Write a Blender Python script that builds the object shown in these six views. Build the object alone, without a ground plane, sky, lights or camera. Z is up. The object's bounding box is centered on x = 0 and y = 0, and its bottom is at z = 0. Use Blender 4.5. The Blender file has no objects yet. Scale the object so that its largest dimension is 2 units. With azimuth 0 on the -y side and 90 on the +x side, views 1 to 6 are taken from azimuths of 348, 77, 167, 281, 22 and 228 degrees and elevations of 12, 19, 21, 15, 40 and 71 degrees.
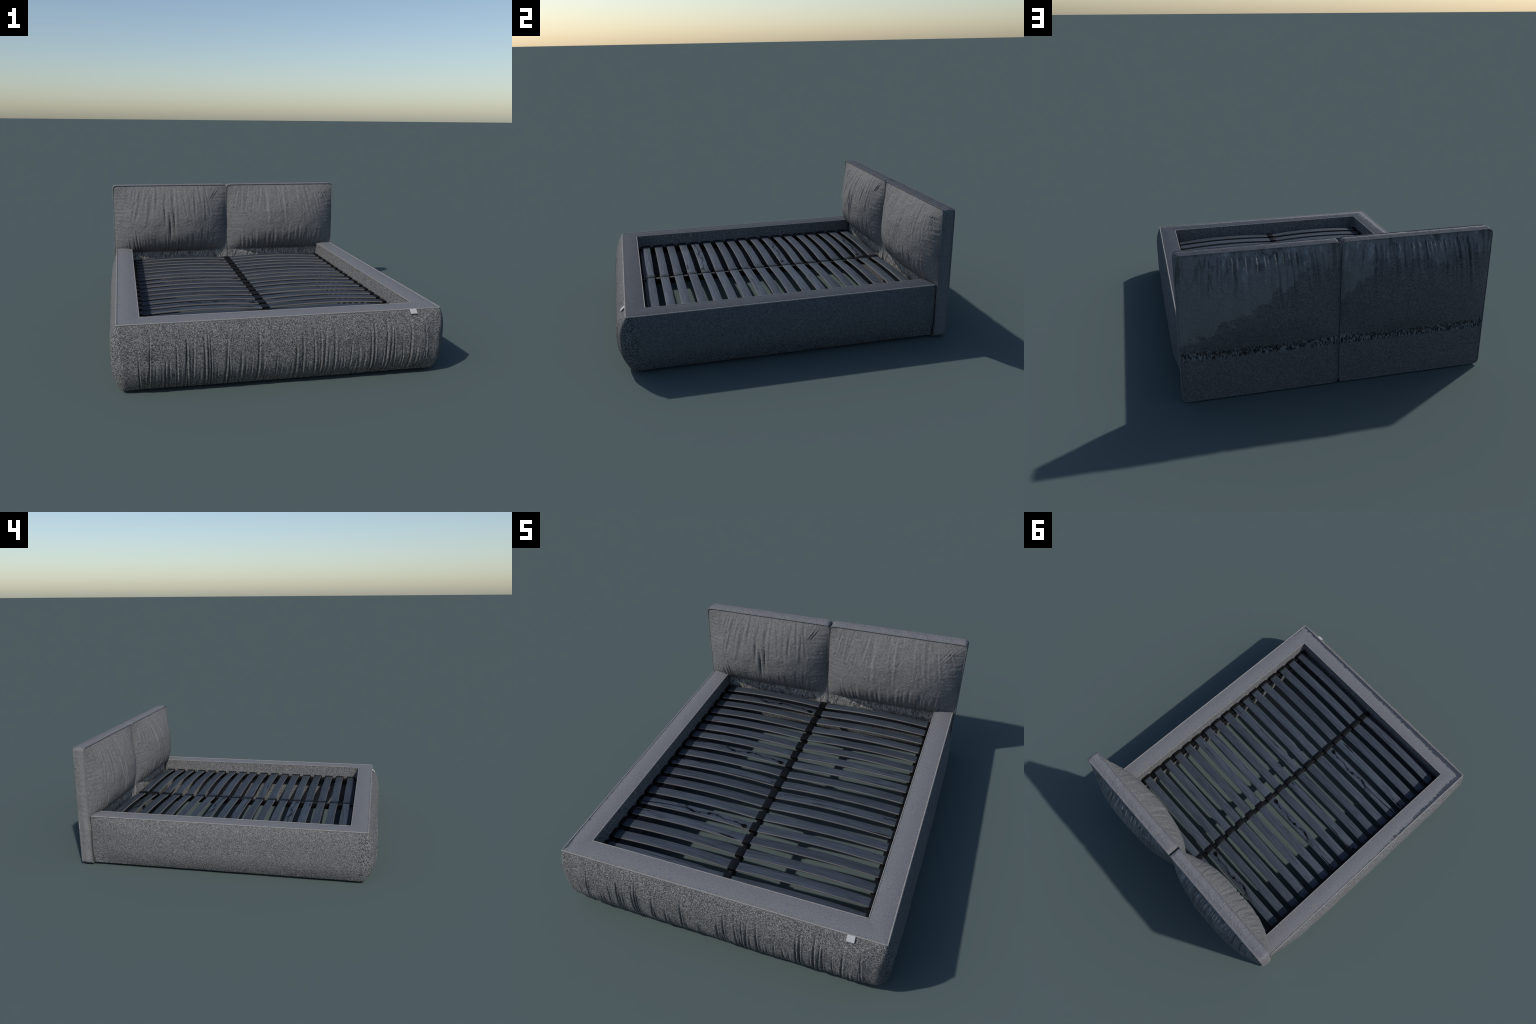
# Upholstered double bed with a split pillow headboard and a sprung slat base.
import bpy, bmesh, math, random
import numpy as np
from mathutils import noise, Vector

# ------------------------------------------------------------------ helpers
def sstep(a, b, x):
    t = np.clip((np.asarray(x, float) - a) / (b - a), 0, 1)
    return t * t * (3 - 2 * t)

def n1(x, seed=0.0):
    return noise.noise(Vector((x, seed, 0.37)))

def n3(x, y, z):
    return noise.noise(Vector((x, y, z)))

def add_object(name, mesh, parent, mat=None, kind=None):
    ob = bpy.data.objects.new(name, mesh)
    bpy.context.scene.collection.objects.link(ob)
    ob.parent = parent
    if mat is not None and not mesh.materials:
        mesh.materials.append(mat)
    if kind:
        ob["kind"] = kind
    return ob

def mesh_from(name, verts, faces, smooth=True):
    me = bpy.data.meshes.new(name)
    me.from_pydata([tuple(map(float, v)) for v in verts], [], faces)
    me.polygons.foreach_set("use_smooth", [smooth] * len(me.polygons))
    me.update()
    return me

def grid_faces(nr, nc, start=0, close_c=False, flip=False):
    f = []
    for r in range(nr - 1):
        for c in range(nc if close_c else nc - 1):
            a = start + r * nc + c
            b = start + r * nc + (c + 1) % nc
            q = (a, b, b + nc, a + nc)
            f.append(q[::-1] if flip else q)
    return f

def box_mesh(name, x0, x1, y0, y1, z0, z1, bevel=0.0, seg=2, smooth=True):
    bm = bmesh.new()
    bmesh.ops.create_cube(bm, size=1.0)
    for v in bm.verts:
        v.co = Vector((x0 + (v.co.x + .5) * (x1 - x0), y0 + (v.co.y + .5) * (y1 - y0),
                       z0 + (v.co.z + .5) * (z1 - z0)))
    if bevel:
        bmesh.ops.bevel(bm, geom=bm.edges[:], offset=bevel, segments=seg, affect='EDGES', profile=0.5)
    me = bpy.data.meshes.new(name)
    bm.to_mesh(me)
    bm.free()
    if smooth:
        me.polygons.foreach_set("use_smooth", [True] * len(me.polygons))
        me.set_sharp_from_angle(angle=math.radians(40))
    return me

def tube_mesh(name, pts, rad, closed=False, sides=8, wobble=0.0):
    """Round cord swept along a polyline."""
    pts = [Vector(p) for p in pts]
    n = len(pts)
    verts = []
    for i, p in enumerate(pts):
        a = pts[(i - 1) % n] if (closed or i > 0) else p
        b = pts[(i + 1) % n] if (closed or i < n - 1) else p
        t = (b - a).normalized()
        up = Vector((0, 0, 1)) if abs(t.z) < 0.9 else Vector((0, 1, 0))
        s = t.cross(up).normalized()
        u = s.cross(t).normalized()
        r = rad * (1 + wobble * math.sin(i * 2.4) * n1(i * 1.7, 9.1))
        for k in range(sides):
            an = 2 * math.pi * k / sides
            verts.append(p + s * (r * math.cos(an)) + u * (r * math.sin(an)))
    faces = grid_faces(n, sides, close_c=True)
    if closed:
        base = (n - 1) * sides
        for k in range(sides):
            faces.append((base + k, base + (k + 1) % sides, (k + 1) % sides, k))
    else:
        faces.append(tuple(range(sides))[::-1])
        faces.append(tuple((n - 1) * sides + k for k in range(sides)))
    return mesh_from(name, verts, faces)

def resample(poly, step, closed=False):
    out = []
    m = len(poly)
    for i in range(m if closed else m - 1):
        a, b = Vector(poly[i]), Vector(poly[(i + 1) % m])
        k = max(1, int((b - a).length / step))
        for j in range(k):
            out.append(a.lerp(b, j / k))
    if not closed:
        out.append(Vector(poly[-1]))
    return out

# ---------------------------------------------------------------- materials
class Nodes:
    def __init__(self, name):
        self.mat = bpy.data.materials.new(name)
        self.mat.use_nodes = True
        self.nt = self.mat.node_tree
        self.bsdf = self.nt.nodes["Principled BSDF"]
        self.co = self.add("ShaderNodeTexCoord").outputs["Object"]

    def add(self, kind, **kw):
        n = self.nt.nodes.new(kind)
        for k, v in kw.items():
            setattr(n, k, v)
        return n

    def link(self, a, b):
        self.nt.links.new(a, b)

    def mapping(self, scale=(1, 1, 1), loc=(0, 0, 0), src=None):
        m = self.add("ShaderNodeMapping")
        m.inputs["Scale"].default_value = scale
        m.inputs["Location"].default_value = loc
        self.link(src or self.co, m.inputs["Vector"])
        return m.outputs["Vector"]

    def noise(self, scale, detail=2.0, rough=0.5, vec=None, dist=0.0, color=False):
        t = self.add("ShaderNodeTexNoise")
        t.inputs["Scale"].default_value = scale
        t.inputs["Detail"].default_value = detail
        t.inputs["Roughness"].default_value = rough
        t.inputs["Distortion"].default_value = dist
        self.link(vec or self.co, t.inputs["Vector"])
        return t.outputs["Color" if color else "Fac"]

    def ramp(self, fac, stops):
        r = self.add("ShaderNodeValToRGB")
        els = r.color_ramp.elements
        while len(els) < len(stops):
            els.new(0.5)
        for e, (p, c) in zip(els, stops):
            e.position = p
            e.color = (c[0], c[1], c[2], 1) if not isinstance(c, (int, float)) else (c, c, c, 1)
        self.link(fac, r.inputs["Fac"])
        return r.outputs["Color"]

    def math(self, op, a, b=0.5):
        m = self.add("ShaderNodeMath", operation=op)
        for i, v in enumerate((a, b)):
            if isinstance(v, (int, float)):
                m.inputs[i].default_value = v
            else:
                self.link(v, m.inputs[i])
        return m.outputs[0]

    def mix(self, fac, a, b, blend='MIX'):
        m = self.add("ShaderNodeMix", data_type='RGBA', blend_type=blend)
        for sock, v in ((m.inputs[0], fac), (m.inputs[6], a), (m.inputs[7], b)):
            if isinstance(v, (int, float)):
                sock.default_value = v
            elif isinstance(v, tuple):
                sock.default_value = (*v, 1)
            else:
                self.link(v, sock)
        return m.outputs[2]

    def bump(self, height, strength, dist, normal=None):
        b = self.add("ShaderNodeBump")
        b.inputs["Strength"].default_value = strength
        b.inputs["Distance"].default_value = dist
        self.link(height, b.inputs["Height"])
        if normal is not None:
            self.link(normal, b.inputs["Normal"])
        return b.outputs["Normal"]

    def set(self, **kw):
        for k, v in kw.items():
            s = self.bsdf.inputs[k.replace("_", " ")]
            if isinstance(v, (int, float)):
                s.default_value = v
            elif isinstance(v, tuple):
                s.default_value = (*v, 1)
            else:
                self.link(v, s)
        return self.mat


    def smooth(self, x, lo, hi, a=0.0, b=1.0):
        r = self.add("ShaderNodeMapRange", interpolation_type='SMOOTHSTEP')
        for k, v in zip(("Value", "From Min", "From Max", "To Min", "To Max"), (x, lo, hi, a, b)):
            if isinstance(v, (int, float)):
                r.inputs[k].default_value = v
            else:
                self.link(v, r.inputs[k])
        return r.outputs["Result"]

    def xyz(self, src):
        n = self.add("ShaderNodeSeparateXYZ")
        self.link(src, n.inputs[0])
        return n.outputs

    def surface_normal(self):
        return self.xyz(self.add("ShaderNodeNewGeometry").outputs["Normal"])

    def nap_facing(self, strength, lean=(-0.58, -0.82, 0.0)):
        """How squarely a normal tilted along lean is seen: 1 head-on, 0 edge-on."""
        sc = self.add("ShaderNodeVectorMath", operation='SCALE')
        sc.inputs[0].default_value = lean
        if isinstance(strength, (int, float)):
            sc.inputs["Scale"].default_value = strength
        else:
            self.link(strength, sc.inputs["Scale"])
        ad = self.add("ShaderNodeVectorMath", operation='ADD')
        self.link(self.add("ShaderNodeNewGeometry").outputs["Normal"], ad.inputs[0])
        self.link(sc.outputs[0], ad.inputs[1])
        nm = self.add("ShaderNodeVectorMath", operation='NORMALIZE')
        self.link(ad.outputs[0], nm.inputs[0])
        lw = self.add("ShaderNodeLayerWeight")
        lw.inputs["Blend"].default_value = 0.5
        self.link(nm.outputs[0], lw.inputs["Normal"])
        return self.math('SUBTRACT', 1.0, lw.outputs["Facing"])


def grey(v, blue=1.02):
    return (v, v * 1.0, v * blue)


def painted_light_top(m, lit, fine, edge=0.0):
    """Upward faces"""
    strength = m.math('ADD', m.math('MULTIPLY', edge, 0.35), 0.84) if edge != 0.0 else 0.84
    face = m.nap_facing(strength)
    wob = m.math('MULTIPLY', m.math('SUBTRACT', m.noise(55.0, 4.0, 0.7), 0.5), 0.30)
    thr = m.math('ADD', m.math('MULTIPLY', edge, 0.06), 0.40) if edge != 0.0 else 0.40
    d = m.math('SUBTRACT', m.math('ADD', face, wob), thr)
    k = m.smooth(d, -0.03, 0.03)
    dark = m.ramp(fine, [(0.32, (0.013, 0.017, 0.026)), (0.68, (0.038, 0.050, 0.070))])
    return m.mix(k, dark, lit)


def skirt_material(name):
    """Base fabric with light and dark speckle; contrast grows low down and at the corners."""
    m = Nodes(name)
    x, y, z = m.xyz(m.co)
    nx, ny, nz = m.surface_normal()
    fine = m.noise(215.0, 2.5, 0.70, dist=0.8)
    mid = m.noise(60.0, 3.0, 0.6)
    big = m.noise(7.0, 2.0, 0.5)
    low = m.smooth(m.math('ADD', z, m.math('MULTIPLY', big, 0.16)), 0.22, 0.09)
    corner = m.math('MULTIPLY', m.smooth(m.math('ABSOLUTE', x), 0.74, 0.82), m.smooth(y, -0.84, -0.93))
    foot = m.smooth(ny, -0.45, -0.8)
    rough = m.math('MAXIMUM', m.math('MULTIPLY', low, 0.85), m.math('MAXIMUM', corner, m.math('MAXIMUM', m.math('MULTIPLY', foot, 0.48), m.smooth(nx, -0.3, -0.8, 0.0, 0.25))))
    calm = m.ramp(fine, [(0.36, grey(0.060)), (0.50, grey(0.160)), (0.64, grey(0.270))])
    wild = m.ramp(fine, [(0.425, grey(0.001)), (0.50, grey(0.110)), (0.59, grey(0.37))])
    col = m.mix(rough, calm, wild)
    col = m.mix(0.5, col, m.ramp(mid, [(0.35, 0.6), (0.65, 1.0)]), 'MULTIPLY')
    # +x side tinted darker and bluer for its lack of sun
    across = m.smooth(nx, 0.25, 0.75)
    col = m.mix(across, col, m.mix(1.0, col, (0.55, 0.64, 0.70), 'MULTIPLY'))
    b = m.bump(fine, 1.0, 0.0055)
    return m.set(Base_Color=col, Normal=b, Roughness=0.85)


def lining_material(name):
    m = Nodes(name)
    fine = m.noise(140.0, 3.0, 0.7, dist=0.8)
    col = m.ramp(fine, [(0.36, grey(0.040)), (0.50, grey(0.14)), (0.64, grey(0.28))])
    return m.set(Base_Color=col, Normal=m.bump(fine, 1.0, 0.0055), Roughness=0.85)


def top_material(name):
    m = Nodes(name)
    x, y, z = m.xyz(m.co)
    fine = m.noise(230.0, 2.0, 0.6)
    worm = m.noise(110.0, 3.0, 0.6, dist=1.2)
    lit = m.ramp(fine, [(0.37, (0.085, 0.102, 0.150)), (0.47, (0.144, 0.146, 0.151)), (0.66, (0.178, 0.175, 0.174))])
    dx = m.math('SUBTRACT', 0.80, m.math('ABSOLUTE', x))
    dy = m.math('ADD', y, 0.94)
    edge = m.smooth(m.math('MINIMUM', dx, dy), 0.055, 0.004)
    col = painted_light_top(m, lit, worm, edge)
    return m.set(Base_Color=col, Normal=m.bump(worm, 0.35, 0.0015), Roughness=0.85)


def headboard_material(name):
    m = Nodes(name)
    x, y, z = m.xyz(m.co)
    nx, ny, nz = m.surface_normal()
    fine = m.noise(150.0, 3.0, 0.65, dist=1.0)
    crease = m.noise(24.0, 3.0, 0.55, dist=2.6)
    blotch = m.noise(9.0, 3.0, 0.55)
    front = m.ramp(fine, [(0.34, grey(0.095)), (0.66, grey(0.190))])
    front = m.mix(0.35, front, m.ramp(crease, [(0.36, 0.62), (0.60, 1.0)]), 'MULTIPLY')
    # ruched strip under the pillow, colour lightened so it looks sunlit
    strip = m.math('MULTIPLY', m.smooth(z, 0.318, 0.298), m.smooth(z, 0.20, 0.24))
    ribs = m.noise(1.0, 4.0, 0.7, m.mapping((110.0, 110.0, 42.0)), 0.6)
    front = m.mix(strip, front, m.ramp(ribs, [(0.38, (0.05, 0.048, 0.046)), (0.60, (0.34, 0.325, 0.31))]))
    # back: view-dependent shading painted as patches, paler to each upper outer corner
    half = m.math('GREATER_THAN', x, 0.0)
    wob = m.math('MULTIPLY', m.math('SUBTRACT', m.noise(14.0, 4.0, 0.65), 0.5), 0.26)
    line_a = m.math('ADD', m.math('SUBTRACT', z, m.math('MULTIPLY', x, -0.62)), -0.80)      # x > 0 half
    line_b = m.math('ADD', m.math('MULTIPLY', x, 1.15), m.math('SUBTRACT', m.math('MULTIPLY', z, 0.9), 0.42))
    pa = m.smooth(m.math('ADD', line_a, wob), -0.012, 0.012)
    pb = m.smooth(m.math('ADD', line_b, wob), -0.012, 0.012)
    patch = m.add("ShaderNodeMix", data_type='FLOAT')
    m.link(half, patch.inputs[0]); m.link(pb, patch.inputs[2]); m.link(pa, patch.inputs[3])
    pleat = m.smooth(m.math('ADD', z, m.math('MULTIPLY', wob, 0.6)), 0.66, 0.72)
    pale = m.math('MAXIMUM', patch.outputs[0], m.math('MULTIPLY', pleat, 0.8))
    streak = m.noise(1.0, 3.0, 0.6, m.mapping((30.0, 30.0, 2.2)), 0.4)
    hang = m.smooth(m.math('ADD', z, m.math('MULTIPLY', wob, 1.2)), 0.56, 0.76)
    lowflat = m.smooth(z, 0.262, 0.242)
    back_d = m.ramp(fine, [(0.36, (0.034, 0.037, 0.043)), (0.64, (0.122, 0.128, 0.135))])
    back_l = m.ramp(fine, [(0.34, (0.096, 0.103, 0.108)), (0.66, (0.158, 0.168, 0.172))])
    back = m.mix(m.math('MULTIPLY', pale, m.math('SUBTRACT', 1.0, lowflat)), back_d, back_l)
    back = m.mix(hang, back, m.mix(1.0, back, m.ramp(streak, [(0.37, 0.50), (0.45, 1.0), (0.57, 1.0), (0.65, 1.6)]), 'MULTIPLY'))  # highlights and shadows of the top pleats streaked into the colour
    band = m.math('MULTIPLY', m.smooth(z, 0.226, 0.238), m.smooth(z, 0.300, 0.272))
    back = m.mix(band, back, m.ramp(ribs, [(0.46, (0.001, 0.001, 0.002)), (0.57, (0.15, 0.168, 0.182))]))
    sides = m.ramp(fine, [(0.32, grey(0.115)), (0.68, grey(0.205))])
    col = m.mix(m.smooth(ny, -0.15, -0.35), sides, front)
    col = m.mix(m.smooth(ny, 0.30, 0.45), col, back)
    col = m.mix(m.smooth(nx, 0.5, 0.8), col, m.mix(1.0, col, (0.62, 0.70, 0.76), 'MULTIPLY'))  # +x border multiplied down to a blue shade tone
    up = m.math('MULTIPLY', m.smooth(nz, 0.60, 0.80), m.smooth(z, 0.772, 0.782))
    col = m.mix(up, col, painted_light_top(m, m.ramp(fine, [(0.36, (0.112, 0.118, 0.138)), (0.66, (0.180, 0.175, 0.173))]), fine))
    b = m.bump(m.math('MULTIPLY', crease, m.smooth(blotch, 0.38, 0.62, 0.35, 1.0)), 0.55, 0.012)
    b = m.bump(fine, 0.5, 0.0025, b)
    return m.set(Base_Color=col, Normal=b, Roughness=0.85)


def piping_material(name):
    m = Nodes(name)
    v = m.noise(160.0, 2.0)
    col = m.ramp(v, [(0.3, (0.165, 0.16, 0.155)), (0.7, (0.275, 0.267, 0.262))])
    return m.set(Base_Color=col, Normal=m.bump(v, 0.3, 0.001), Roughness=0.8)


def wood_material(name, figured=False):
    m = Nodes(name)
    info = m.add("ShaderNodeObjectInfo")
    off = m.add("ShaderNodeCombineXYZ")
    for i, k in enumerate((37.0, 11.0, 5.0)):
        m.link(m.math('MULTIPLY', info.outputs["Random"], k), off.inputs[i])
    va = m.add("ShaderNodeVectorMath", operation='ADD')
    m.link(m.co, va.inputs[0])
    m.link(off.outputs[0], va.inputs[1])
    v = va.outputs[0]
    nz = m.surface_normal()[2]
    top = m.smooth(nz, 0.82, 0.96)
    grain = m.noise(1.0, 6.0, 0.62, m.mapping((5.0, 120.0, 120.0), src=v), 0.8)
    cracks = m.noise(1.0, 4.0, 0.62, m.mapping((1.2, 42.0, 42.0), src=v), 1.6)
    col = m.ramp(grain, [(0.30, (0.034, 0.043, 0.057)), (0.70, (0.082, 0.099, 0.124))])
    shade = m.ramp(info.outputs["Random"], [(0.0, 0.78), (1.0, 1.12)])
    col = m.mix(1.0, col, shade, 'MULTIPLY')
    amount = m.math('MULTIPLY', m.smooth(info.outputs["Random"], 0.15, 1.0), 0.10)
    crack = m.smooth(m.math('SUBTRACT', cracks, amount), 0.27, 0.325, 0.02, 1.0)
    crack = m.mix(1.0, (1.0, 1.0, 1.0), crack, 'MULTIPLY')
    col = m.mix(1.0, col, crack, 'MULTIPLY')
    if figured:
        # dark meandering knot figure running in from the centre rail
        x, y, z = m.xyz(m.co)
        wander = m.math('MULTIPLY', m.math('SUBTRACT', m.noise(1.0, 2.0, 0.5, m.mapping((7.0, 14.0, 0.0))), 0.5), 0.16)
        width = m.math('MULTIPLY', m.smooth(m.noise(1.0, 3.0, 0.6, m.mapping((13.0, 0.0, 0.0), (2.3, 0.0, 0.0))), 0.40, 0.66), 0.0125)
        lean = m.math('MULTIPLY', m.math('ADD', x, 0.22), 0.07)
        dist = m.math('ABSOLUTE', m.math('ADD', m.math('ADD', y, wander), lean))
        fig = m.smooth(m.math('SUBTRACT', dist, width), 0.0, 0.0022)
        twin = m.math('ABSOLUTE', m.math('SUBTRACT', dist, 0.011))
        fig2 = m.smooth(twin, 0.0004, 0.0022, 0.25, 1.0)
        zone = m.math('MULTIPLY', m.smooth(x, -0.50, -0.40), m.smooth(x, -0.03, -0.06))
        k = m.math('SUBTRACT', 1.0, m.math('MULTIPLY', zone, m.math('SUBTRACT', 1.0, m.math('MULTIPLY', fig, fig2))))
        col = m.mix(1.0, col, m.smooth(k, 0.0, 1.0, 0.03, 1.0), 'MULTIPLY')
    edge = m.ramp(grain, [(0.3, (0.11, 0.105, 0.10)), (0.7, (0.19, 0.182, 0.176))])  # paler edge colour carries the sunlight caught by the slat sides
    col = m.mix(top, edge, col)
    nrm = m.bump(grain, 0.25, 0.001)
    return m.set(Base_Color=col, Normal=nrm, Roughness=m.smooth(top, 0.0, 1.0, 0.8, 0.56),
                 Metallic=m.math('MULTIPLY', top, 0.35), Specular_IOR_Level=0.25, Specular_Tint=(0.5, 0.52, 0.56))


def plastic_material(name, c, rough=0.5, spec=0.5):
    m = Nodes(name)
    g = m.noise(400.0, 2.0)
    col = m.ramp(g, [(0.3, tuple(k * 0.8 for k in c)), (0.7, c)])
    return m.set(Base_Color=col, Roughness=rough, Normal=m.bump(g, 0.15, 0.0005), Specular_IOR_Level=spec)


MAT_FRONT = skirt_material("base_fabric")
MAT_LINE = lining_material("lining_fabric")
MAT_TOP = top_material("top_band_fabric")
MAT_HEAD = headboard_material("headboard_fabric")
MAT_PIPE = piping_material("piping_fabric")
MAT_CORD = headboard_material("headboard_cord_fabric")
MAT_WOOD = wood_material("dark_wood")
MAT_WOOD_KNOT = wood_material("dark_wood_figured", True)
MAT_BLACK = plastic_material("black_plastic", (0.0025, 0.0025, 0.003), 0.42, 0.25)
MAT_LABEL = plastic_material("white_label", (0.44, 0.44, 0.45), 0.8, 0.2)

# ------------------------------------------------------------------- the bed
bed = bpy.data.objects.new("bed", None)
bpy.context.scene.collection.objects.link(bed)
bed["label"] = "dark grey upholstered double bed with slatted base and pillow headboard"
bed["category"] = "bed"

X0, YF, YR, ZT, ZB = 0.800, -0.940, 0.833, 0.336, 0.014     # frame outer edge
XI, YI = 0.694, -0.834                                      # inner opening

# ---- outer skirt: one U-shaped bulging sheet, seam at the top piping -------
rng = random.Random(4)
folds = []          # x, width, depth, height of its upper end, slant
x = -0.70
while x < 0.73:
    long = rng.random() < 0.45
    folds.append((x, rng.uniform(0.0026, 0.0046), rng.uniform(0.0055, 0.0100) * (1.2 if long else 0.85),
                  rng.uniform(0.20, 0.31) if long else rng.uniform(0.08, 0.18), rng.uniform(-0.05, 0.05)))
    x += rng.uniform(0.012, 0.034)
for _ in range(26):
    folds.append((rng.uniform(-0.72, 0.74), rng.uniform(0.003, 0.005),
                  rng.uniform(0.0018, 0.0032), rng.uniform(0.06, 0.13), rng.uniform(-0.12, 0.12)))

def bulge_profile(t):
    return max(0.0, 1 - abs(2 * t - 1) ** (2.7 if t < .5 else 2.9))

def skirt_mesh():
    nt = 84
    # arc-length stations: (kind, parameter)
    st = []
    L = YR - YF
    for i in range(180):
        st.append(("l", i / 180))
    for i in range(30):
        st.append(("cl", i / 30))
    for i in range(620):
        st.append(("f", i / 620))
    for i in range(30):
        st.append(("cr", i / 30))
    for i in range(181):
        st.append(("r", i / 180))
    verts = []
    for j in range(nt + 1):
        t = (j / nt)
        z = ZT + (ZB - ZT) * t
        b = bulge_profile(t)
        r = 0.010 + 0.026 * sstep(0, 0.45, t)
        inset = 0.008 * sstep(0.6, 1.0, t)
        for kind, p in st:
            if kind in "lr":
                q = p if kind == "l" else 1 - p
                y = YR + (YF + r - YR) * q
                x, nx, ny = X0, 1.0, 0.0
                d = 0.036 * sstep(-0.02, 0.16, q) + 0.003 * math.sin(math.pi * q)
                d *= 1 - 0.15 * sstep(0.88, 1.0, q)
            elif kind == "f":
                x = -(X0 - r) + 2 * (X0 - r) * p
                y, nx, ny = YF, 0.0, -1.0
                d = 0.058 - 0.014 * sstep(0.88, 1.0, abs(2 * p - 1))
            else:
                a = p * math.pi / 2
                nx, ny = math.cos(a), -math.sin(a)
                if kind == "cr":
                    nx, ny = math.sin(a), -math.cos(a)
                x = X0 - r + r * nx
                y = YF + r + r * ny
                d = 0.031 + 0.013 * abs(ny)
                d *= 1 - 0.30 * math.sin(2 * math.atan2(abs(ny), nx)) ** 2 * 0.5
            if kind in ("l", "cl"):
                x, nx = -x, -nx
            off = d * b - inset
            px, py = x + nx * off, y + ny * off
            # cloth irregularity
            w = n3(px * 5, py * 5, z * 7) * 0.0035 + n3(px * 16, py * 16, z * 12 + 5) * 0.0014
            # gathered folds on the foot end
            if ny < -0.3:
                env = 0.0
                for fx, fw, fa, fh, sl in folds:
                    dx = px - fx - sl * (z - ZB)
                    if abs(dx) < 4 * fw:
                        u = (z - ZB) / fh
                        if u < 1:
                            e = math.sqrt(max(0, 1 - u)) * min(1, (z - ZB) / 0.02 + 0.25)
                            env += fa * e * (-math.exp(-(dx / fw) ** 2)
                                             + 0.5 * math.exp(-((dx - 2.0 * fw) / (1.3 * fw)) ** 2))
                w += env * (-ny)
            k = min(1.0, t * 14)
            verts.append((px + nx * w * k, py + ny * w * k, z))
    faces = grid_faces(nt + 1, len(st), flip=True)
    # turn under at the floor
    base = len(verts)
    row = nt * len(st)
    for i in range(len(st)):
        vx, vy, vz = verts[row + i]
        verts.append((vx * 0.965, vy * 0.965 if vy < 0 else vy, ZB - 0.004))
    for i in range(len(st) - 1):
        faces.append((row + i, base + i, base + i + 1, row + i + 1))
    return mesh_from("base_skirt", verts, faces)

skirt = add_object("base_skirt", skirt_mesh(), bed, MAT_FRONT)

# ---- flat band on top of the frame (mitred ring, open at the headboard) ----
def band_mesh():
    outer = [(-X0, YR), (-X0, YF), (X0, YF), (X0, YR)]
    inner = [(-XI, YR), (-XI, YI), (XI, YI), (XI, YR)]
    segs = [150, 150, 150]
    rows, nw = [], 14
    verts, nc = [], nw + 1
    for s in range(3):
        for i in range(segs[s] + (1 if s == 2 else 0)):
            p = i / segs[s]
            o = Vector(outer[s]).lerp(Vector(outer[s + 1]), p)
            n = Vector(inner[s]).lerp(Vector(inner[s + 1]), p)
            for k in range(nc):
                q = k / nw
                P = o.lerp(n, q)
                z = ZT + 0.004 * math.sin(math.pi * q) + 0.0016 * n3(P.x * 9, P.y * 9, 3.1) * math.sin(math.pi * q)
                verts.append((P.x, P.y, z))
            rows.append(1)
    faces = grid_faces(len(rows), nc)
    return mesh_from("top_band", verts, faces)

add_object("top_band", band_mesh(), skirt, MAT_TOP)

# ---- inner lining of the well ----------------------------------------------
def lining_mesh():
    path = resample([(-XI, YR - 0.002, 0), (-XI, YI, 0), (XI, YI, 0), (XI, YR - 0.002, 0)], 0.02)
    verts, nz = [], 18
    for j in range(nz + 1):
        z = ZT - 0.002 - (ZT - 0.016) * j / nz
        for p in path:
            w = 0.003 * n3(p.x * 6, p.y * 6, z * 8) * min(1, j / 3)
            verts.append((p.x - w if abs(p.x) > XI - .001 else p.x,
                          p.y + w if p.y < YI + .001 else p.y, z))
    return mesh_from("inner_lining", verts, grid_faces(nz + 1, len(path)))

add_object("inner_lining", lining_mesh(), skirt, MAT_LINE)
# rear closing rail of the well, hidden behind the last slat
add_object("rear_rail", box_mesh("rear_rail", -X0 + .004, X0 - .004, YR - 0.012, YR - 0.001, 0.016, 0.215, 0.003), skirt, MAT_LINE)
for sx in (-1, 1):
    add_object("frame_end", box_mesh("frame_end", min(sx * XI, sx * (X0 - .004)), max(sx * XI, sx * (X0 - .004)),
               YR - 0.010, YR - 0.0005, 0.016, ZT - 0.003, 0.002), skirt, MAT_FRONT)

# ---- piping -------------------------------------------------------------------
add_object("outer_piping", tube_mesh("outer_piping", resample(
    [(-X0, YR, ZT), (-X0, YF, ZT), (X0, YF, ZT), (X0, YR, ZT)], 0.012), 0.0038, wobble=.25), skirt, MAT_PIPE)
add_object("inner_piping", tube_mesh("inner_piping", resample(
    [(-XI, YR, ZT), (-XI, YI, ZT), (XI, YI, ZT), (XI, YR, ZT)], 0.012), 0.0026, wobble=.15), skirt, MAT_PIPE)

# ---- label sewn into the foot seam ------------------------------------------
def label_mesh():
    prof = [(YF - 0.003, ZT + 0.0005), (YF - 0.009, ZT - 0.002), (YF - 0.0245, ZT - 0.0172)]
    verts = []
    for y, z in prof:
        for x in (0.6305, 0.648, 0.6655):
            verts.append((x, y, z))
    me = mesh_from("label_tag", verts, grid_faces(3, 3), smooth=False)
    return me
tag = add_object("label_tag", label_mesh(), skirt, MAT_LABEL)
md = tag.modifiers.new("thickness", 'SOLIDIFY')
md.thickness = 0.0022

# ---- feet -----------------------------------------------------------------------
foot = box_mesh("foot", -0.025, 0.025, -0.025, 0.025, 0.0, 0.016, 0.003)
foot.materials.append(MAT_BLACK)
for fx, fy in ((-0.72, -0.86), (0.72, -0.86), (-0.74, 0.0), (0.74, 0.0), (-0.72, 0.76), (0.72, 0.76)):
    o = add_object("foot", foot, skirt)
    o.location = (fx, fy, 0)

# ------------------------------------------------------------------ headboard
HY0, HY1, HZ0, HZ1, HXO = 0.842, 0.912, 0.008, 0.790, 0.812

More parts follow.
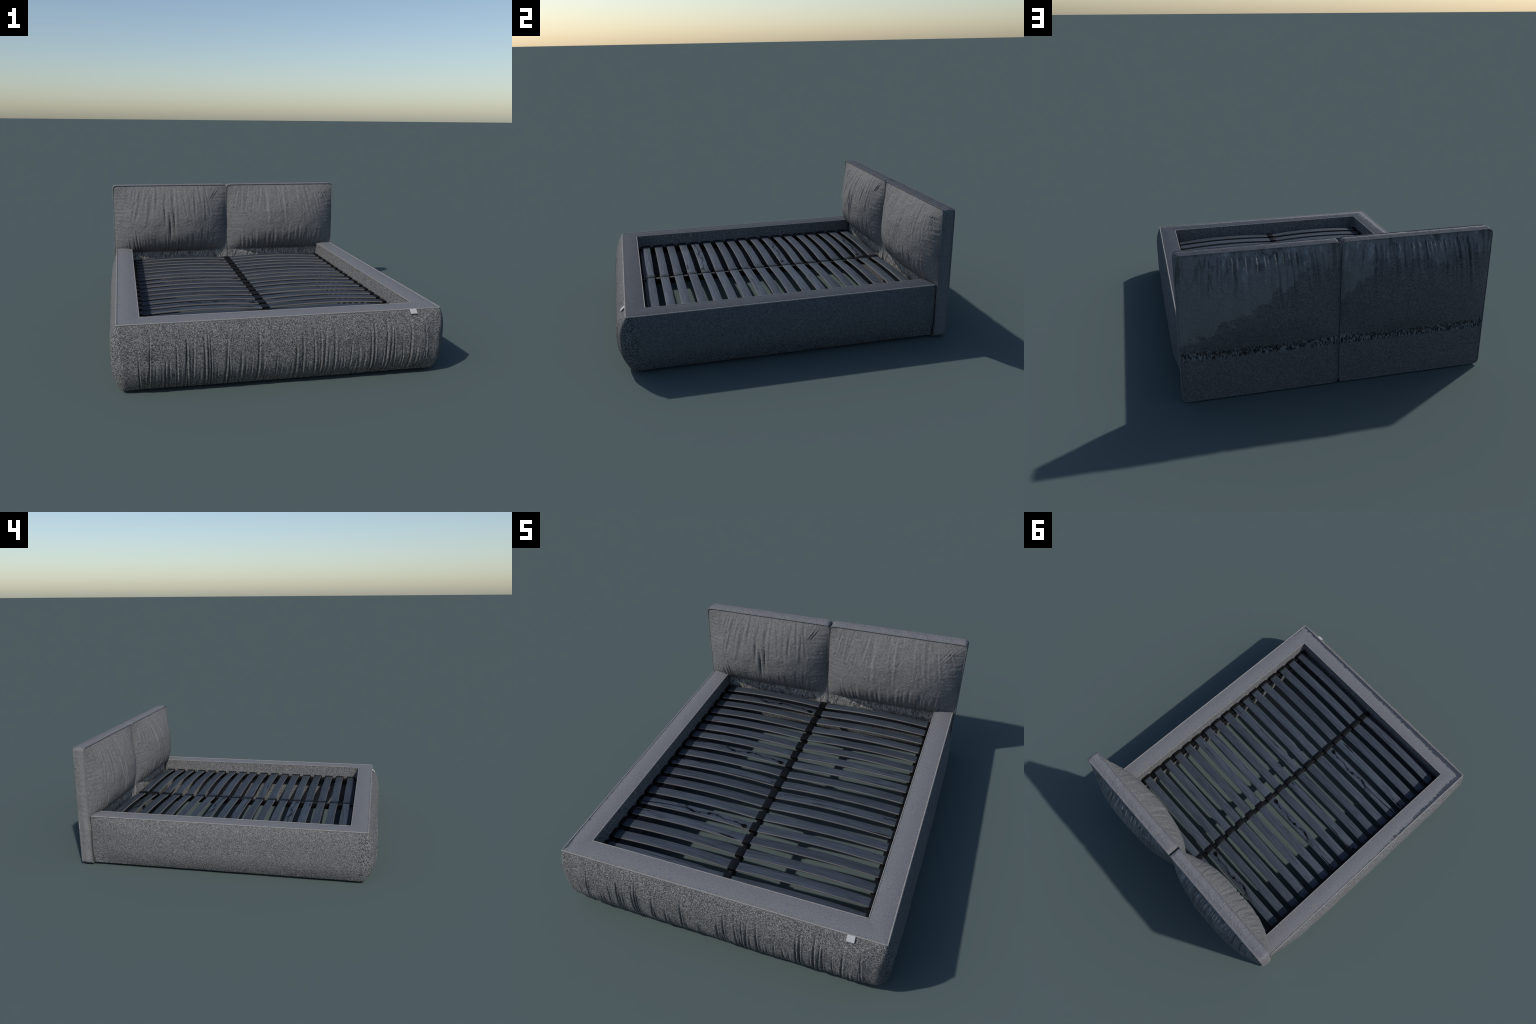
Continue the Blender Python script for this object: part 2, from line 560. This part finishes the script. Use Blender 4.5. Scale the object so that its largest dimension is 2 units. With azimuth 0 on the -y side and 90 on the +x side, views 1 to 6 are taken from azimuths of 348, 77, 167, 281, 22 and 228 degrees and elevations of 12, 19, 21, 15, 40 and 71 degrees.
def gather_field(seed, n, lo, hi, wmin, wmax):
    r = random.Random(seed)
    out, x = [], lo
    while x < hi:
        out.append((x, r.uniform(wmin, wmax), r.uniform(0.35, 1.0), r.uniform(0.3, 1.0)))
        x += (hi - lo) / n * r.uniform(0.45, 1.55)
    return out

def panel_mesh(side, name):
    """side=-1/+1.  Front and back sheets with pillow bulges, closed by a border strip."""
    xa, xb = 0.0035, HXO
    nx, nz = 170, 168
    rc = 0.022
    us = 0.5 - 0.5 * np.cos(np.linspace(0, math.pi, nx + 1))
    us = 0.45 * us + 0.55 * np.linspace(0, 1, nx + 1)
    zs = 0.5 - 0.5 * np.cos(np.linspace(0, math.pi, nz + 1))
    zs = 0.3 * zs + 0.7 * np.linspace(0, 1, nz + 1)
    bottom = gather_field(10 + side, 20, 0.07, 0.95, 0.006, 0.013)
    top = gather_field(20 + side, 11, 0.06, 0.95, 0.005, 0.014)
    btop = gather_field(50 + side, 24, 0.05, 0.96, 0.005, 0.011)
    sides = gather_field(30 + side, 13, 0.42, 0.72, 0.004, 0.008)
    deep = [(0.475, .008, .010, .44, .70), (0.515, .007, .013, .38, .62), (0.555, .008, .008, .50, .72)] if side < 0 else \
           [(0.66, .009, .006, .36, .52), (0.74, .008, .005, .36, .48)]
    fr = random.Random(70 + side)
    fan = []            # long creases spreading from the top seam: start, slope, width, depth, lower end
    for _ in range(13):
        c = fr.uniform(0.08, 0.92)
        fan.append((c, (0.5 - c) * fr.uniform(0.2, 1.3) + fr.uniform(-.15, .15), fr.uniform(0.005, 0.010),
                    fr.uniform(0.002, 0.0046), HZ1 - fr.uniform(0.10, 0.30)))
    for c in (0.04, 0.06, 0.955, 0.935):        # short diagonal puckers at the corners
        fan.append((c, -0.9 if c < .5 else 0.9, 0.006, 0.004, HZ1 - 0.11))
    def skew(t, k, a, b):
        return 1 - ((k - t) / k) ** a if t < k else 1 - ((t - k) / (1 - k)) ** b
    def folds_sum(lst, u, wscale, env):
        s = 0.0
        for c, w, a, h in lst:
            d = (u - c)
            if abs(d) < 4 * w * wscale:
                w2 = w * wscale
                s += a * env(h) * (-math.exp(-(d / w2) ** 2) + 0.6 * math.exp(-((d - 1.8 * w2) / w2) ** 2))
        return s
    def bulge(u, z, back):
        zb = 0.255 if back else 0.305
        zt = HZ1 - 0.006
        v = (z - zb) / (zt - zb)
        f = max(0.0, 1 - abs(2 * u - 1) ** (2.5 if not back else 2.6))
        h = 0.0
        if 0 < v < 1:
            if back:
                g = skew(v, 0.52, 2.0, 2.3)
                h = 0.084 * f ** 0.85 * g
            else:
                g = skew(v, 0.42, 2.7, 2.1)
                h = 0.108 * f ** 0.85 * g
            edge = min(1.0, h / 0.02)
            uf = u + (u - 0.5) * 0.18 * (1 - v)
            w = 0.0
            w += 0.0085 * folds_sum(bottom, uf, 1.0, lambda q: max(0, 1 - v / (0.14 + 0.30 * q)) ** 0.7) * (1 if not back else 0.25)
            ut = u + (u - 0.5) * (0.45 * v if not back else 0.22 * v)
            w += (0.0050 if not back else 0.0125) * folds_sum(btop if back else top, ut, 1.0, lambda q: max(0, 1 - (1 - v) / (0.20 + 0.42 * q)) ** 0.7)
            su = min(u, 1 - u)
            w += 0.0028 * folds_sum([(c, ww, a, q) for c, ww, a, q in sides], z, 1.0,
                                    lambda q: max(0, 1 - su / (0.06 + 0.13 * q)) ** 0.8 * min(1, su / 0.02))
            if not back:
                for c, sl, ww, a, z0 in fan:
                    d = u - c + sl * (HZ1 - z)
                    if abs(d) < 4 * ww and z > z0:
                        e = math.sin(math.pi * min(1, (z - z0) / (HZ1 - z0)) ** 0.8)
                        w += a * e * (-math.exp(-(d / ww) ** 2) + 0.7 * math.exp(-((d - 2 * ww) / (1.5 * ww)) ** 2))
                for c, ww, a, z0, z1 in deep:
                    d = u - c - 0.05 * (z - 0.5)
                    if abs(d) < 4 * ww and z0 < z < z1:
                        w -= a * math.exp(-(d / ww) ** 2) * math.sin(math.pi * (z - z0) / (z1 - z0))
            X = u * 0.8 + side * 3
            w += 0.0042 * n3(X * 6, z * 6, 2 + back) + 0.0022 * n3(X * 17, z * 13, 7 + back)
            h += w * edge
        # ruched strip below the pillow
        bz0, bz1 = (0.236, 0.268) if back else (0.250, 0.302)
        if bz0 < z < bz1:
            e = math.sin(math.pi * (z - bz0) / (bz1 - bz0))
            h += e * (0.0050 * n3(u * 60, z * 18, 4 + side) + 0.0020 * n3(u * 150, z * 60, 1 + side)) * min(1, 20 * min(u, 1 - u))
        h += 0.0012 * n3(u * 9, z * 9, 11 + side + back)
        # round over towards the border seam
        return h
    verts, faces = [], []
    def corner(z):
        d = min(z - HZ0, HZ1 - z)
        if d >= rc:
            return 0.0
        return rc - math.sqrt(max(0.0, rc * rc - (rc - d) ** 2))
    for back in (0, 1):
        start = len(verts)
        for vz in zs:
            z = HZ0 + (HZ1 - HZ0) * vz
            c = corner(z) * (0.8 if not back else 1.0)
            for u in us:
                x = xa + c + (xb - xa - 2 * c) * u
                h = bulge(u, z, back)
                zz = z
                y = (HY1 + h) if back else (HY0 - h)
                # pillow sags a touch over its lower edge
                if not back and 0.30 < z < 0.42:
                    zz -= 0.16 * max(0, h) * (1 - (z - 0.30) / 0.12)
                verts.append((side * x, y, zz))
        faces += grid_faces(nz + 1, nx + 1, start, flip=(back == 1) != (side < 0))
    # border strip joins the two sheets all round, slightly hollow between the seams
    def rim(start):
        W = nx + 1
        idx = [start + i for i in range(W)]
        idx += [start + r * W + nx for r in range(1, nz + 1)]
        idx += [start + nz * W + i for i in range(nx - 1, -1, -1)]
        idx += [start + r * W for r in range(nz - 1, 0, -1)]
        return idx
    rf, rb = rim(0), rim((nx + 1) * (nz + 1))
    cx, cz = side * (xa + xb) / 2, (HZ0 + HZ1) / 2
    K = 8
    rings = [rf]
    for k in range(1, K):
        q = k / K
        ring = []
        for a, b in zip(rf, rb):
            A, B = Vector(verts[a]), Vector(verts[b])
            P = A.lerp(B, q)
            inn = 0.0035 * math.sin(math.pi * q) ** 0.5
            # plump border: dips beside the piping and swells in the middle
            sw = 0.004 * math.sin(math.pi * q) - inn * (1 - math.sin(math.pi * q)) * 1.6
            out = Vector((1 if abs(P.x - side * xb) < .03 else (-1 if abs(P.x - side * xa) < .002 else 0), 0, 0))
            out.x *= side if out.x else 0
            if P.z > HZ1 - .004:
                out.z = 1
            if P.z < HZ0 + .001:
                out.z = 0
            if abs(P.x) < 0.02:
                sw = min(sw, 0.0)
            sw += 0.0012 * n3(P.x * 30, P.y * 30, P.z * 30)
            ring.append(len(verts))
            verts.append(tuple(P + out * sw))
        rings.append(ring)
    rings.append(rb)
    n = len(rf)
    for a, b in zip(rings[:-1], rings[1:]):
        for i in range(n):
            q = (a[i], a[(i + 1) % n], b[(i + 1) % n], b[i])
            faces.append(q if side < 0 else q[::-1])
    me = mesh_from(name, verts, faces)
    me.set_sharp_from_angle(angle=math.radians(62))
    loops = [[verts[i] for i in rf], [verts[i] for i in rb]]
    return me, loops

for side in (-1, 1):
    me, loops = panel_mesh(side, "headboard_panel")
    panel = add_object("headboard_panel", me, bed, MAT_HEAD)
    for lp, dy in zip(loops, (-0.001, 0.001)):
        pts = [Vector((p[0], p[1] + dy, p[2])) for p in lp]
        # thin out the closely spaced rim points
        keep = [pts[0]]
        for p in pts[1:]:
            if (p - keep[-1]).length > 0.008:
                keep.append(p)
        add_object("headboard_piping", tube_mesh("headboard_piping", keep, 0.0026, closed=True, wobble=.3), panel, MAT_CORD)

# ------------------------------------------------------------------ slat base
XC = -0.008
NS, Y_FIRST, Y_LAST = 18, -0.775, 0.776
SW, ST = 0.054, 0.009
rail = add_object("centre_rail", box_mesh("centre_rail", XC - 0.012, XC + 0.012, YI + 0.004, YR - 0.014, 0.205, 0.246, 0.002), bed, MAT_BLACK)
for sx in (-1, 1):
    a, b = sorted((sx * (XI - 0.003), sx * 0.655))
    add_object("side_rail", box_mesh("side_rail", a, b, YI + 0.004, YR - 0.014, 0.205, 0.243, 0.002), rail, MAT_BLACK)
def slat_mesh(xa, xb, za, zb, rise):
    n = 28
    sec = []
    r = 0.0022
    hw, t = SW / 2, ST
    for cy, cz, a0 in ((hw - r, -r, 0), (-hw + r, -r, 90), (-hw + r, -t + r, 180), (hw - r, -t + r, 270)):
        for k in range(4):
            an = math.radians(a0 + 30 * k)
            sec.append((cy + r * math.cos(an), cz + r * math.sin(an)))
    m = len(sec)
    verts = []
    for i in range(n + 1):
        p = i / n
        x = xa + (xb - xa) * p
        z = za + (zb - za) * p + rise * (1 - (2 * p - 1) ** 2)
        for y, dz in sec:
            verts.append((x, y, z + dz))
    faces = grid_faces(n + 1, m, close_c=True, flip=True)
    faces.append(tuple(range(m)))
    faces.append(tuple(n * m + k for k in range(m))[::-1])
    me = mesh_from("slat", verts, faces)
    me.set_sharp_from_angle(angle=math.radians(35))
    me.materials.append(MAT_WOOD)
    return me

sl_l = slat_mesh(-0.686, XC - 0.006, 0.254, 0.257, 0.0148)
sl_r = slat_mesh(XC + 0.006, 0.686, 0.257, 0.254, 0.0148)
sl_knot = sl_l.copy()
sl_knot.materials.clear()
sl_knot.materials.append(MAT_WOOD_KNOT)
cap = box_mesh("slat_holder", XC - 0.021, XC + 0.021, -0.0305, 0.0305, 0.243, 0.2615, 0.0022)
cap.materials.append(MAT_BLACK)
caps = {}
for sx in (-1, 1):
    a, b = sorted((sx * (XI - 0.002), sx * 0.668))
    caps[sx] = box_mesh("slat_holder", a, b, -0.0305, 0.0305, 0.2405, 0.2585, 0.0022)
    caps[sx].materials.append(MAT_BLACK)

rows = [(Y_FIRST + (Y_LAST - Y_FIRST) * i / (NS - 1), 0.0) for i in range(NS)]
rows.append((Y_FIRST - 0.016, -0.021))          # spare pair tucked under the first row
jit = random.Random(12)
for k, (y, dz) in enumerate(rows):
    for me in (sl_knot if k % 6 == 4 else sl_l, sl_r):
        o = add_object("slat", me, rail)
        o.location = (0, y + jit.uniform(-0.0015, 0.0015), dz + jit.uniform(-0.0008, 0.0008))
        o.rotation_euler = (jit.uniform(-0.025, 0.025), 0, jit.uniform(-0.0025, 0.0025))
        # tilt and skew about the slat itself
        o.location.z -= 0.25 * (math.cos(o.rotation_euler.x) - 1)
        o.location.y += 0.25 * math.sin(o.rotation_euler.x)
    for me in (cap, caps[-1], caps[1]):
        add_object("slat_holder", me, rail).location = (0, y, dz)
